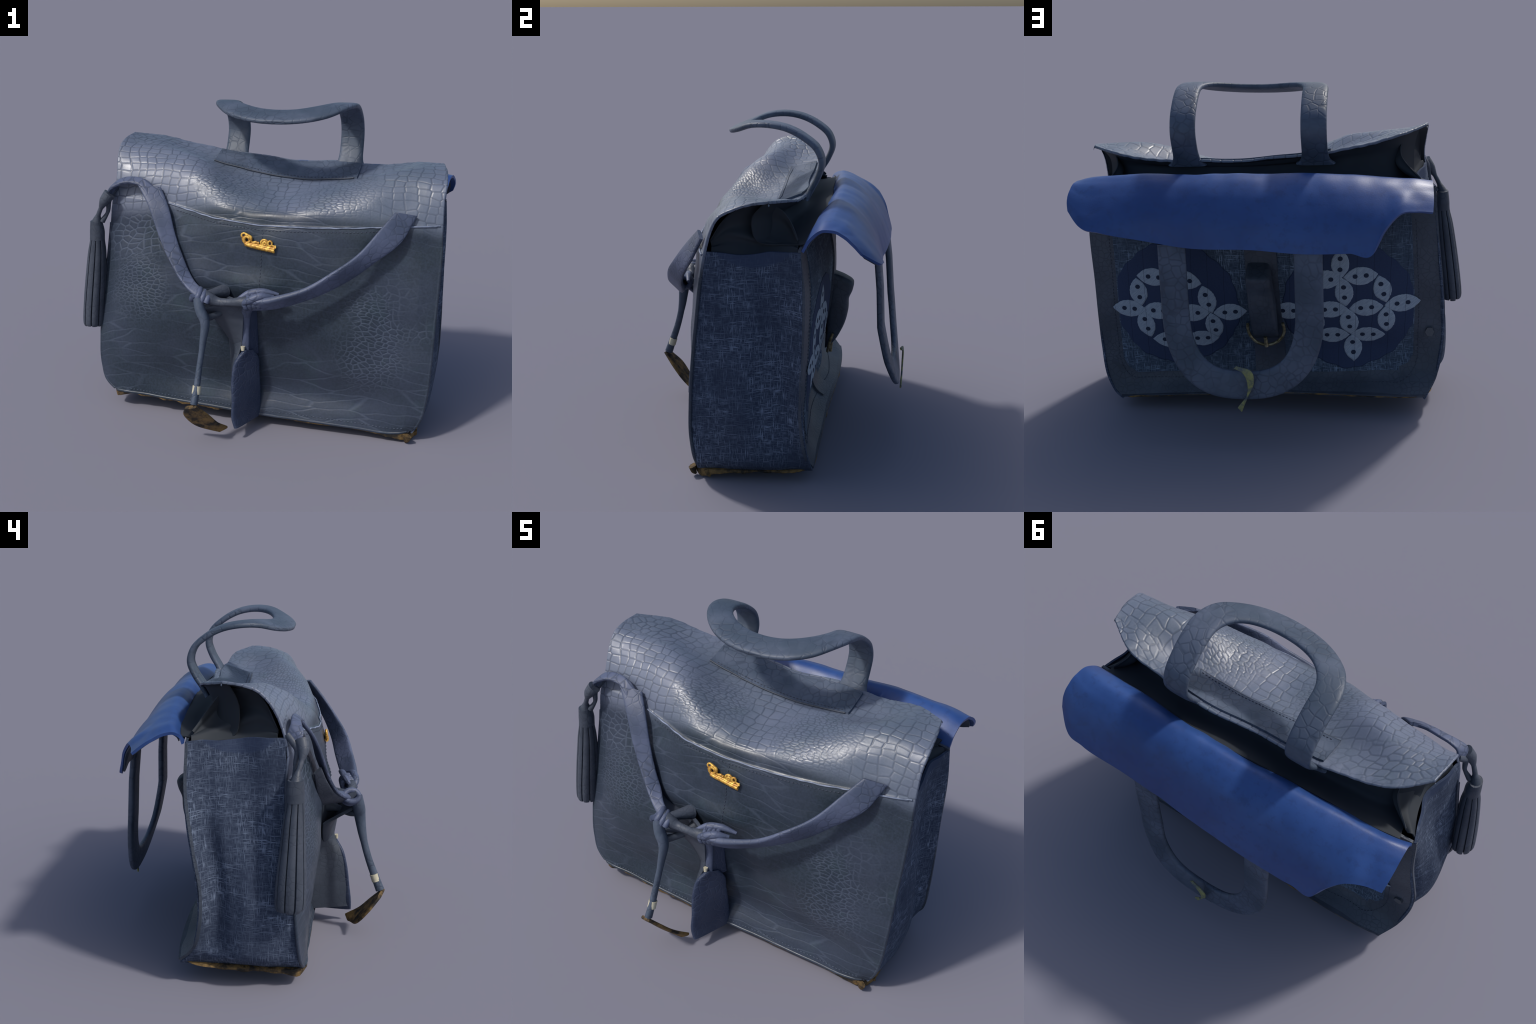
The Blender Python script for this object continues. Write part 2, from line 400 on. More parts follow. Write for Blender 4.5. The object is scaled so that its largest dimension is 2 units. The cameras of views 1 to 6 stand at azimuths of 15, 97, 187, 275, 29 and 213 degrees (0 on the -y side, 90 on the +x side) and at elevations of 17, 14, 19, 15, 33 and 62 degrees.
COLS = [
 (-.66, [(-.300,.095),(-.300,.14),(-.300,.23),(-.315,.41),(-.315,.60),(-.298,.85),(-.262,1.05),(-.244,1.195),(-.218,1.312),(-.176,1.402),(-.080,1.468),(.060,1.486),(.176,1.498)]),
 (-.42, [(-.305,.085),(-.298,.13),(-.285,.22),(-.325,.40),(-.355,.60),(-.345,.85),(-.320,1.05),(-.292,1.190),(-.262,1.304),(-.200,1.398),(-.095,1.444),(.060,1.418),(.215,1.445)]),
 (-.12, [(-.31,.075),(-.302,.12),(-.278,.21),(-.318,.39),(-.362,.60),(-.382,.85),(-.385,1.05),(-.360,1.165),(-.338,1.236),(-.268,1.296),(-.135,1.312),(.050,1.348),(.222,1.408)]),
 (.10,  [(-.315,.065),(-.306,.11),(-.278,.20),(-.315,.38),(-.362,.60),(-.385,.85),(-.390,1.05),(-.365,1.148),(-.338,1.208),(-.260,1.250),(-.130,1.272),(.050,1.318),(.212,1.391)]),
 (.35,  [(-.32,.060),(-.308,.11),(-.278,.20),(-.320,.38),(-.365,.60),(-.374,.85),(-.368,1.05),(-.348,1.150),(-.316,1.232),(-.244,1.286),(-.132,1.306),(.050,1.325),(.225,1.400)]),
 (.60,  [(-.322,.055),(-.314,.11),(-.296,.20),(-.350,.40),(-.374,.60),(-.358,.85),(-.335,1.05),(-.320,1.168),(-.284,1.270),(-.208,1.352),(-.128,1.394),(.040,1.362),(.190,1.394)]),
 (.82,  [(-.316,.048),(-.318,.11),(-.315,.22),(-.338,.42),(-.324,.62),(-.300,.85),(-.276,1.05),(-.262,1.185),(-.224,1.288),(-.166,1.368),(-.092,1.418),(.040,1.432),(.158,1.427)]),
]
def front_controls():
    C = [EDGE_L]; u = [-.84]
    for cx, prof in COLS:
        col = []
        for r, (y, z) in enumerate(prof):
            el, er = EDGE_L[r][0], EDGE_R[r][0]
            f = (cx + .84) / (.96 + .84)
            x = el + (er - el) * f
            x = .6*x + .4*cx if r < 12 else .4*x + .6*cx
            col.append((x, y, z))
        C.append(col); u.append(cx)
    C.append(EDGE_R); u.append(.96)
    return np.array(u), np.array(C)
CU, CC = front_controls()
NU, NV = 620, 560
FRONT = bicubic(CU, ROW, CC, NU, NV)
FN = -grid_normals(FRONT)
if FN[NU//2, NV//3, 1] > 0: FN = -FN
X, Y, Z = FRONT[..., 0], FRONT[..., 1], FRONT[..., 2]
# slouch: broad soft dents and wrinkles
w = 0.008*vnoise(X*3.5+20, (Z+Y)*4+20, 3) + 0.0045*vnoise(X*8+20, (Z+Y)*9+20, 4)
w = w + .0012*np.sin(X*95+3*vnoise(X*4+9, Y*4+9, 5))*np.exp(-((Y-.19)/.05)**2)*(Z > 1.3)*(np.abs(X-.1) > .36)
# the pocket mouth: the layer below the seam stands proud of the hide above it
def pocket_z(x):
    return np.interp(x, [-.9, -.45, -.20, .088, .40, .68, 1.0], [1.235, 1.218, 1.178, 1.152, 1.158, 1.172, 1.182])
step = 1/(1+np.exp((Z - pocket_z(X))/0.0025))
step = step * (Y < -0.12)
knot = .040*np.exp(-((X-.03)/.20)**2-((Z-.835)/.075)**2) + .020*np.exp(-((X+.25)/.10)**2-((Z-.86)/.09)**2)
w = w + knot*(Y < -.2)
edge_fade = np.minimum(1, np.minimum(np.arange(NU), np.arange(NU)[::-1])/30.0)[:, None]
FRONT = FRONT + FN * ((w + 0.008*step) * edge_fade)[..., None]

def folded_rim(G, N, t):
    """add a rim that turns the border in by the thickness t (round edge)"""
    def pad(G, N, axis):
        G = np.swapaxes(G, 0, axis); N = np.swapaxes(N, 0, axis)
        o0 = G[0]-G[3]; o0 /= np.linalg.norm(o0, axis=-1, keepdims=True)+1e-9
        o1 = G[-1]-G[-4]; o1 /= np.linalg.norm(o1, axis=-1, keepdims=True)+1e-9
        a = [G[0]+o0*t*.35-N[0]*t*.5, G[0]-N[0]*t]
        b = [G[-1]+o1*t*.35-N[-1]*t*.5, G[-1]-N[-1]*t]
        G2 = np.concatenate([[a[1]], [a[0]], G, [b[0]], [b[1]]])
        N2 = np.concatenate([[N[0]], [N[0]], N, [N[-1]], [N[-1]]])
        return np.swapaxes(G2, 0, axis), np.swapaxes(N2, 0, axis)
    G, N = pad(G, N, 0)
    return pad(G, N, 1)
RG, RN = folded_rim(FRONT, FN, 0.014)
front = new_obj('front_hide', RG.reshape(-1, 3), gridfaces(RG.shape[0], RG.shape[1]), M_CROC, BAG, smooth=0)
bm = bmesh.new(); bm.from_mesh(front.data)
c = bm.faces[len(bm.faces)//2] if False else None
bm.free()
# make sure the normals look outwards
me = front.data
ci = min(me.polygons, key=lambda p: (p.center - Vector((0.1, -.39, .9))).length)
if ci.normal.y > 0: me.flip_normals()
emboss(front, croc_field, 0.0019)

def front_at(x, v, lift=0.0):
    """point on the front hide at world x, row parameter v (0 bottom .. 1.72 roof edge)"""
    j = int(round(v/1.72*(NV-1))); j = min(max(j, 0), NV-1)
    col = FRONT[:, j]; nn = FN[:, j]
    return np.array([np.interp(x, col[:, 0], col[:, a]) + lift*np.interp(x, col[:, 0], nn[:, a]) for a in range(3)])
def front_at_z(x, z, lift=0.0):
    """point on the upright part of the hide at world x and height z"""
    vs = np.linspace(0, 1.25, 90)
    zz = [front_at(x, v)[2] for v in vs]
    return front_at(x, float(np.interp(z, zz, vs)), lift)

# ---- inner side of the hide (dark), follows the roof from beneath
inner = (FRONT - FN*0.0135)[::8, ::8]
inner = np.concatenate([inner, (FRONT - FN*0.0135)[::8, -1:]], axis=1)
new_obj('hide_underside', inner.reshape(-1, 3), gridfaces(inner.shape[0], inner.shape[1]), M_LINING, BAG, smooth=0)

# ---- back panel
BROW = [0, .10, .22, .39, .64, .89, 1.14]
BACK_C = np.array([
 [(-.775,.335,.125),(-.838,.258,.215),(-.868,.222,.330),(-.879,.205,.500),(-.868,.232,.720),(-.840,.262,1.000),(-.820,.250,1.245)],
 [(-.60,.350,.130),(-.60,.238,.195),(-.60,.198,.330),(-.60,.238,.500),(-.60,.280,.750),(-.60,.286,1.000),(-.60,.262,1.260)],
 [(-.30,.352,.140),(-.30,.248,.205),(-.30,.204,.340),(-.30,.252,.500),(-.30,.302,.750),(-.30,.308,1.000),(-.30,.275,1.270)],
 [(0,.335,.138),(0,.236,.200),(0,.196,.330),(0,.248,.500),(0,.308,.750),(0,.316,1.000),(0,.278,1.280)],
 [(.30,.310,.115),(.30,.222,.185),(.30,.196,.330),(.30,.260,.500),(.30,.308,.750),(.30,.314,1.000),(.30,.272,1.270)],
 [(.60,.298,.095),(.60,.236,.175),(.60,.224,.330),(.60,.260,.500),(.60,.284,.750),(.60,.288,1.000),(.60,.254,1.260)],
 [(.878,.286,.078),(.955,.256,.170),(.978,.234,.320),(.983,.232,.500),(.979,.241,.750),(.980,.244,1.000),(.970,.222,1.215)]])
BCU = [-.83, -.60, -.30, 0, .30, .60, .95]
BK = bicubic(BCU, BROW, BACK_C, 160, 120)
BKN = grid_normals(BK)
if BKN[80, 60, 1] < 0: BKN = -BKN
BK = BK + BKN*(0.004*vnoise(BK[..., 0]*6+20, BK[..., 2]*6+20, 8)*np.minimum(1, np.minimum(np.arange(160), np.arange(160)[::-1])/12.0)[:, None])[..., None]
sheet('back_panel', BK, 0.014, M_FRAME, BAG, BKN)
def back_at(x, z, lift=0.0):
    """point on the back panel at world x, z (two interpolations over the panel grid)"""
    p = None
    ys = np.empty(120); zs = np.empty(120); ns = np.empty((120, 3))
    for j in range(120):
        ys[j] = np.interp(x, BK[:, j, 0], BK[:, j, 1]); zs[j] = np.interp(x, BK[:, j, 0], BK[:, j, 2])
    y = np.interp(z, zs, ys)
    sl = (np.interp(z+.02, zs, ys)-np.interp(z-.02, zs, ys))/.04
    n = np.array([0, 1, -sl]); n /= np.linalg.norm(n)
    return np.array([x, y, z]) + n*lift
BX = np.linspace(-.86, .97, 120); BZ = np.linspace(.10, 1.25, 90)
BYT = np.array([[back_at(x, z)[1] for z in BZ] for x in BX])
def back_fast(x, z, lift=0.0):
    x = np.asarray(x, float); z = np.asarray(z, float)
    fx = np.clip((x-BX[0])/(BX[1]-BX[0]), 0, 118.999); fz = np.clip((z-BZ[0])/(BZ[1]-BZ[0]), 0, 88.999)
    i = fx.astype(int); j = fz.astype(int); a = fx-i; b = fz-j
    y = (BYT[i, j]*(1-a)+BYT[i+1, j]*a)*(1-b)+(BYT[i, j+1]*(1-a)+BYT[i+1, j+1]*a)*b
    return np.stack([x, y+lift, z], axis=-1)

# ---- side gussets (denim, pleated), lofted from the front edge to the back edge
def gusset(name, front_edge, back_edge, depths, top_mid, side):
    zs = np.array([.03, .08, .20, .40, .62, .85, 1.05, 1.20])
    fe = np.array(front_edge); be = np.array(back_edge)
    cols = []
    ks = [0, .16, .34, .5, .66, .84, 1]
    for ci, f in enumerate(ks):
        col = []
        for ri in range(8):
            t = ri/7
            tz = .0 if ri == 0 else zs[ri]
            zf = np.interp(t, np.linspace(0, 1, 8), fe[:, 2]); zb = np.interp(t, np.linspace(0, 1, 8), be[:, 2])
            p = fe[ri]*(1-f) + be[ri]*f
            p = p.copy(); p[0] -= side*depths[ri][ci]
            if ri == 7: p[2] += -top_mid*math.sin(math.pi*f) + .007*math.sin(f*9.5+side)*math.sin(math.pi*f)
            col.append(p)
        cols.append(col)
    C = np.array(cols)
    G = bicubic(ks, np.linspace(0, 1, 8), C, 110, 170)
    N = grid_normals(G)
    if N[55, 85, 0]*side < 0: N = -N
    G = G + N*(0.009*vnoise(G[..., 1]*9+30, G[..., 2]*5+30, 15+int(side))*np.sin(np.linspace(0, math.pi, 110))[:, None])[..., None]
    return sheet(name, G, 0.012, M_DENIM, BAG, N)
SR_F = [(.895,-.300,.050),(.925,-.308,.110),(.948,-.316,.220),(.966,-.314,.420),(.972,-.302,.620),(.981,-.276,.850),(.985,-.252,1.050),(.984,-.232,1.200)]
SR_B = [(.878,.280,.060),(.925,.272,.110),(.968,.250,.220),(.982,.228,.420),(.982,.226,.620),(.980,.230,.850),(.980,.230,1.050),(.972,.220,1.205)]
DR = [[0,0,0,0,0,0,0],[0,-.014,-.022,-.020,-.010,.006,0],[0,-.010,-.016,-.014,.004,.026,0],[0,-.006,-.014,-.012,.030,.050,0],[0,.000,-.002,.002,.046,.058,0],[0,.006,.014,.028,.058,.054,0],[0,.010,.024,.038,.054,.040,0],[0,.008,.022,.042,.042,.016,0]]
gusset('side_gusset', SR_F, SR_B, DR, .016, 1)
SL_F = [(-.785,-.290,.090),(-.846,-.280,.150),(-.872,-.270,.230),(-.882,-.256,.420),(-.871,-.237,.610),(-.840,-.224,.850),(-.813,-.222,1.050),(-.792,-.215,1.262)]
SL_B = [(-.775,.328,.105),(-.828,.265,.180),(-.850,.240,.250),(-.875,.208,.420),(-.873,.218,.610),(-.852,.250,.850),(-.834,.258,1.050),(-.818,.246,1.252)]
DL = [[0,0,0,0,0,0,0],[0,-.014,-.028,-.032,-.020,.006,0],[0,-.010,-.026,-.032,-.008,.038,0],[0,-.006,-.014,-.018,.018,.066,0],[0,.006,.014,.012,.040,.076,0],[0,.014,.040,.046,.050,.064,0],[0,.016,.050,.062,.048,.044,0],[0,.014,.044,.060,.036,.020,0]]
gusset('side_gusset', SL_F, SL_B, DL, .006, -1)

# ---- bottom, a little hollow
fb = FRONT[::10, 0]; bb = np.array([back_at(x, 0.0) for x in [0]])
bx = spline(BCU, BACK_C[:, 0], np.linspace(BCU[0], BCU[-1], len(fb)))
bot = []
for t in np.linspace(0, 1, 18):
    row = fb*(1-t) + bx*t
    row = row.copy(); row[:, 2] += 0.035*math.sin(math.pi*t) - 0.004
    bot.append(row)
sheet('bottom_panel', np.array(bot), 0.012, M_DARK, BAG)

# ragged earthy residue clinging to the bottom rim
def rim_loop():
    f = fb[2:-2]; b = bx[2:-2][::-1]
    r = np.array([p for p in SR_B[:1]]); l = np.array([p for p in SL_F[:1]])
    loop = np.concatenate([f, [(.90,-.26,.05),(.905,-.10,.05),(.90,.08,.055),(.895,.22,.065)], b, [(-.80,.25,.11),(-.815,.08,.10),(-.815,-.10,.095),(-.805,-.24,.09)]])
    return path(np.concatenate([loop, loop[:1]]), 420)[:-1]
L = rim_loop(); n = len(L)
cen = np.array([.05, 0.0])
V = []
drop = 0.010 + 0.009*vnoise(L[:, 0]*16+30, L[:, 1]*16+30, 21) + 0.003*vnoise(L[:, 0]*60+30, L[:, 1]*60+30, 22)
drop = np.where(L[:, 1] > .2, drop*.5, drop); drop = np.maximum(drop, 0.003)
corner = np.exp(-(((L[:, 0]-.86)/.07)**2 + ((L[:, 1]+.29)/.07)**2))
corner2 = np.exp(-(((L[:, 0]+.80)/.05)**2 + ((L[:, 1]+.30)/.08)**2))
drop = drop + .045*corner + .030*corner2
push = -0.002 + 0.006*np.maximum(0, vnoise(L[:, 0]*13+5, L[:, 1]*13+5, 23)) + .018*corner2
D = L[:, :2]-cen; D /= np.linalg.norm(D, axis=1, keepdims=True)
rings = []
for (o, dz) in [(-.05, .010), (push, .004), (push+.004, -.3*drop), (push, -drop), (-.05, -drop*.6)]:
    z = L[:, 2] + dz
    rings.append(np.c_[L[:, :2] + D*np.reshape(o*np.ones(n), (-1, 1)), np.maximum(z, 0.0)])
R = np.stack(rings, 1)
new_obj('bottom_rim_residue', R.reshape(-1, 3), gridfaces(n, 5, 0, False, closeu=True, closev=True), M_BROWN, BAG)
# one crumb reaches the floor under the corner
tube('residue_crumb', [(.872,-.330,.050),(.868,-.325,.020),(.862,-.315,.002)], [.028,.020,.006], M_BROWN, BAG, n=10, K=8, flat=.6)
tube('residue_crumb', [(.900,-.250,.050),(.905,-.240,.022),(.900,-.235,.010)], [.022,.016,.005], M_BROWN, BAG, n=10, K=8, flat=.6)

# ---- blue flap of the back, rolled over outwards
FX = [-.80, -.72, -.635, -.565, -.515, -.40, -.18, .07, .35, .60, .80, .92, .985]
FLAP = np.array([
 [(-.800,.250,1.245),(-.800,.268,1.276),(-.800,.300,1.290),(-.800,.356,1.283),(-.800,.410,1.256),(-.798,.462,1.222),(-.794,.507,1.188)],
 [(-.72,.262,1.245),(-.72,.280,1.284),(-.72,.312,1.302),(-.72,.366,1.296),(-.72,.424,1.268),(-.718,.480,1.230),(-.714,.520,1.195)],
 [(-.65,.266,1.245),(-.65,.286,1.288),(-.65,.320,1.308),(-.65,.378,1.300),(-.648,.440,1.270),(-.642,.505,1.232),(-.633,.556,1.188)],
 [(-.58,.270,1.250),(-.58,.292,1.295),(-.58,.326,1.314),(-.578,.388,1.304),(-.574,.458,1.264),(-.570,.540,1.190),(-.560,.602,1.112)],
 [(-.52,.271,1.250),(-.52,.294,1.297),(-.52,.328,1.317),(-.52,.392,1.309),(-.52,.470,1.264),(-.520,.560,1.168),(-.516,.624,1.027)],
 [(-.40,.276,1.25),(-.40,.300,1.30),(-.40,.336,1.326),(-.40,.400,1.318),(-.40,.480,1.270),(-.40,.570,1.165),(-.40,.629,1.027)],
 [(-.18,.280,1.25),(-.18,.306,1.31),(-.18,.345,1.338),(-.18,.410,1.330),(-.18,.490,1.275),(-.18,.572,1.165),(-.18,.628,1.024)],
 [(.07,.282,1.25),(.07,.308,1.312),(.07,.350,1.346),(.07,.415,1.336),(.07,.492,1.280),(.07,.565,1.175),(.07,.617,1.042)],
 [(.35,.272,1.25),(.35,.300,1.312),(.35,.345,1.343),(.35,.412,1.332),(.35,.482,1.278),(.35,.545,1.175),(.37,.586,1.041)],
 [(.60,.258,1.24),(.60,.285,1.310),(.60,.340,1.342),(.60,.412,1.330),(.60,.480,1.278),(.60,.545,1.190),(.61,.588,1.082)],
 [(.80,.240,1.23),(.80,.268,1.300),(.80,.330,1.334),(.80,.408,1.322),(.80,.478,1.275),(.80,.545,1.200),(.815,.592,1.122)],
 [(.915,.228,1.22),(.915,.252,1.280),(.920,.310,1.322),(.925,.395,1.316),(.928,.462,1.270),(.928,.520,1.212),(.922,.570,1.150)],
 [(.965,.220,1.212),(.970,.244,1.264),(.978,.295,1.304),(.988,.366,1.311),(.996,.415,1.290),(1.000,.455,1.256),(.988,.500,1.205)]])
FLAP[1:, 1, 1] += .012; FLAP[1:, 2, 1] += .008
FL = bicubic(FX, [0, .06, .11, .18, .27, .38, .52], FLAP, 240, 90)
FLN = grid_normals(FL)
if FLN[120, 30, 2] < 0: FLN = -FLN
FL = FL + FLN*(0.011*np.clip(np.linspace(0, 4, 90), 0, 1)[None, :] + 0.005*vnoise(FL[..., 0]*5+20, (FL[..., 1]-FL[..., 2])*4+20, 31) + 0.002*vnoise(FL[..., 0]*14+20, (FL[..., 1]-FL[..., 2])*9+20, 32))[..., None]
sheet('blue_flap', FL, 0.014, M_BLUE, BAG, FLN)
# leather backing under the flap
BKG = (FL - FLN*0.0175)[3:-3, 4:-2]
sheet('flap_backing', BKG, 0.006, M_DARK, BAG, FLN[3:-3, 4:-2])

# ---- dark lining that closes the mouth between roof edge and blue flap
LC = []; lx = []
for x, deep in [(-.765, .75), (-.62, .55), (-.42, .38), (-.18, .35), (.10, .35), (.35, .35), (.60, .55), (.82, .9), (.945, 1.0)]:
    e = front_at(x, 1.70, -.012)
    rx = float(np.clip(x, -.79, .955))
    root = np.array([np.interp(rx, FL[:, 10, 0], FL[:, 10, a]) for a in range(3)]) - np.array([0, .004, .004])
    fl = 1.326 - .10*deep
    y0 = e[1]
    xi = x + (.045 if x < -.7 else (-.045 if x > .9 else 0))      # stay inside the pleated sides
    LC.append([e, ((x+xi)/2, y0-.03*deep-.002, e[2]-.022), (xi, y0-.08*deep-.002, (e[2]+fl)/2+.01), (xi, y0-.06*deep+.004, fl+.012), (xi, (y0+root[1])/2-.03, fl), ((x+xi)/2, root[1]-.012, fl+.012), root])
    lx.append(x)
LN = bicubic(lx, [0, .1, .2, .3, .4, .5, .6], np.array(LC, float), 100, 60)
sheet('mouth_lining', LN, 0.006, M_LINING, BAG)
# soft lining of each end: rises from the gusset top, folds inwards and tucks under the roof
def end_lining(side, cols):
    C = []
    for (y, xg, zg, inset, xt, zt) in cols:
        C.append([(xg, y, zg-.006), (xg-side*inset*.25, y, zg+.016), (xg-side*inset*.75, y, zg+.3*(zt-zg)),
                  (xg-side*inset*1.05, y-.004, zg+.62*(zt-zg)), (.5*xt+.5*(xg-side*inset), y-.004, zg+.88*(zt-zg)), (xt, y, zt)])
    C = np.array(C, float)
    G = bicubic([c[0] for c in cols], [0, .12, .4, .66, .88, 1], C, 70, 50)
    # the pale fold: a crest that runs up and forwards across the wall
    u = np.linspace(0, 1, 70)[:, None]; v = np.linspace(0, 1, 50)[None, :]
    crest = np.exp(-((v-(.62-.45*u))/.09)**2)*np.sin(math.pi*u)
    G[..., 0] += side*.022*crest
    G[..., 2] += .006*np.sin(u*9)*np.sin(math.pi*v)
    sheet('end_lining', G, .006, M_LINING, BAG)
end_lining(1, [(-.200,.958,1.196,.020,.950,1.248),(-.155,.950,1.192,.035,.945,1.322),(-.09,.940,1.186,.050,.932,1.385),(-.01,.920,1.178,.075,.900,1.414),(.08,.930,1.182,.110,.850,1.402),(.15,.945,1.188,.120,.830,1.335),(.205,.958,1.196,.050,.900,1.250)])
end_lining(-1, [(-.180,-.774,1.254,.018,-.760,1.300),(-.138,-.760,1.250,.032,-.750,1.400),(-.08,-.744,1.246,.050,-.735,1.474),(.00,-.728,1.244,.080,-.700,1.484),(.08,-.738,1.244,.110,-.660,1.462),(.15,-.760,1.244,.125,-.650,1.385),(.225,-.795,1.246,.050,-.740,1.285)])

# ---- carrying handles: flat U-shaped cut of leather
def u_handle(name, cx, half, straight, wid, place, thick, mat, sq=2.6, n=150, flare=0.0):
    """U in (x, l): legs at cx +- half, rounded end; place(x, l) -> point, unit normal"""
    pts = []
    L0 = straight
    rad_l = half
    for l in np.linspace(0, L0, 50): pts.append((cx+half, l))
    for a in np.linspace(0, math.pi, 100)[1:-1]:
        c, s = math.cos(a), math.sin(a)
        pts.append((cx+half*math.copysign(abs(c)**(2/sq), c), L0+end_len*abs(s)**(2/sq)))
    for l in np.linspace(L0, 0, 50): pts.append((cx-half, l))
    P = path([(p[0], p[1], 0) for p in pts], n)[:, :2]
    T = np.gradient(P, axis=0); T /= np.linalg.norm(T, axis=1, keepdims=True)
    S = np.c_[-T[:, 1], T[:, 0]]
    A, B, NN = [], [], []
    K = 28; ring = []
    for k in range(K):
        ph = 2*math.pi*k/K; cxx, cyy = math.cos(ph), math.sin(ph)
        sx = math.copysign(abs(cxx)**.45, cxx); sy = math.copysign(abs(cyy)**.7, cyy)
        row = []
        for i in range(n):
            q = P[i]+S[i]*(wid/2+flare*math.exp(-P[i][1]/.022))*sx
            p, nn = place(q[0], q[1])
            row.append(p+nn*(thick/2*sy))
        ring.append(row)
    R = np.stack(np.array(ring), 1)
    F = gridfaces(n, K, 0, False, closev=True)
    F.append(tuple(range(K))); F.append(tuple((n-1)*K+k for k in range(K))[::-1])
    ob = new_obj(name, R.reshape(-1, 3), F, mat, BAG, 60)
    return ob

PROF = path([(0,.205,1.365),(0,.232,1.41),(0,.268,1.47),(0,.290,1.54),(0,.268,1.605),(0,.208,1.658),(0,.130,1.698),(0,.030,1.718),(0,-.070,1.712),(0,-.150,1.683),(0,-.226,1.656)], 200)
PS = np.r_[0, np.cumsum(np.linalg.norm(np.diff(PROF, axis=0), axis=1))]
def place_top(x, l):
    p = np.array([np.interp(l, PS, PROF[:, a]) for a in range(3)]); 
    q = np.array([np.interp(l+.01, PS, PROF[:, a]) for a in range(3)]); r = np.array([np.interp(l-.01, PS, PROF[:, a]) for a in range(3)])
    t = q-r; t /= np.linalg.norm(t)+1e-9
    f = (x+.29)/.80                       # right leg stands a touch higher and more upright
    up = max(0.0, min(1.0, l/.45))
    p = p + np.array([x, .012*up*(1-up*.5)-.046*f*up*(1-up*.4), .014*f*up])
    return p, np.array([0, t[2], -t[1]])
end_len = .26
Ltot = PS[-1]-.062
hd = u_handle('carrying_handle', .1075, .328, Ltot-end_len, .130, place_top, .032, M_HANDLE, sq=2.1, flare=.035)
# base patch stitched on the roof, which carries the handle
PXs = np.linspace(-.30, .505, 90); PVs = np.linspace(1.555, 1.70, 26)
PG = np.array([[front_at(x + (.02*(v-1.6)), v, .011) for v in PVs] for x in PXs])
PN = np.array([[front_at(x, v, 1.0)-front_at(x, v, 0) for v in PVs] for x in PXs])
sheet('handle_patch', PG, .018, M_HANDLE, BAG, PN)

tube('patch_groove', [PG[i, 0]-PN[i, 0]*.004 for i in range(0, 90, 3)], .0045, M_DARK, BAG, n=90, K=8)
def place_rear(x, l):
    z = 1.058 - l
    f = (x+.28)/.80
    y = np.interp(z, [.25,.40,.55,.70,.90,1.07], [.700,.682,.664,.648,.632,.610]) - .058*max(0, min(1, f))*np.interp(z, [.28,.5,.7,1.07],[0,.7,1,.75])
    sl = -.1
    return np.array([x + .035*(l-.2)*(-.1), y+.003, z]), np.array([0, 1, .12])/1.007
end_len = .40
hr = u_handle('carrying_handle', .132, .335, .30, .140, place_rear, .034, M_HANDLE, sq=2.6)
for h in (hd, hr): pass

# yellowed scrap stuck on the rear handle
band('label_scrap', [(.172,.712,.462),(.127,.722,.440),(.107,.722,.380),(.112,.720,.325),(.162,.716,.250)], [(.157,.707,.472),(.082,.722,.450),(.077,.722,.375),(.102,.720,.322),(.142,.714,.226)], .010, M_YELLOW, BAG, n=30, m=4)

# ---- front strap, knotted in the middle
band('strap', [(-.630,-.282,1.312),(-.549,-.340,1.212),(-.486,-.385,1.089),(-.420,-.418,.963),(-.334,-.467,.858),(-.255,-.512,.803),(-.190,-.540,.780)],
     [(-.500,-.262,1.292),(-.433,-.326,1.189),(-.395,-.352,1.070),(-.342,-.388,.960),(-.290,-.412,.865),(-.232,-.470,.835),(-.175,-.505,.818)], [.020]*60, M_STRAP, BAG)
band('strap', [(.752,-.298,1.250),(.694,-.362,1.180),(.590,-.460,1.057),(.474,-.520,.972),(.353,-.550,.892),(.228,-.566,.846),(.140,-.568,.822),(.060,-.560,.815)],
     [(.860,-.264,1.230),(.786,-.335,1.098),(.680,-.388,1.016),(.562,-.430,.926),(.438,-.452,.854),(.311,-.476,.800),(.185,-.506,.764),(.080,-.525,.752)], np.r_[np.full(25, .022), np.linspace(.022, .040, 35)], M_STRAP, BAG)
band('strap_web', [(-.470,-.378,1.030),(-.410,-.408,.940),(-.330,-.452,.852),(-.250,-.500,.800),(-.200,-.520,.775)], [(-.475,-.340,1.000),(-.410,-.352,.900),(-.330,-.362,.815),(-.240,-.370,.765),(-.170,-.375,.750)], .016, M_DARK, BAG, n=40)
# strap end that arches over the left corner to the tassel
band('strap', [(-.800,-.262,1.225),(-.785,-.300,1.272),(-.735,-.292,1.302),(-.680,-.285,1.312),(-.610,-.292,1.300),(-.560,-.315,1.250)],
     [(-.770,-.215,1.265),(-.760,-.235,1.305),(-.715,-.240,1.330),(-.660,-.242,1.338),(-.580,-.255,1.325),(-.520,-.272,1.280)], .020, M_STRAP, BAG, n=50)
tube('strap_strand', [(-.215,-.525,.805),(-.170,-.530,.795),(-.120,-.522,.775),(-.050,-.530,.778),(.020,-.540,.790),(.075,-.530,.790)], [.040,.034,.022,.020,.026,.032], M_DARK, BAG, n=40)
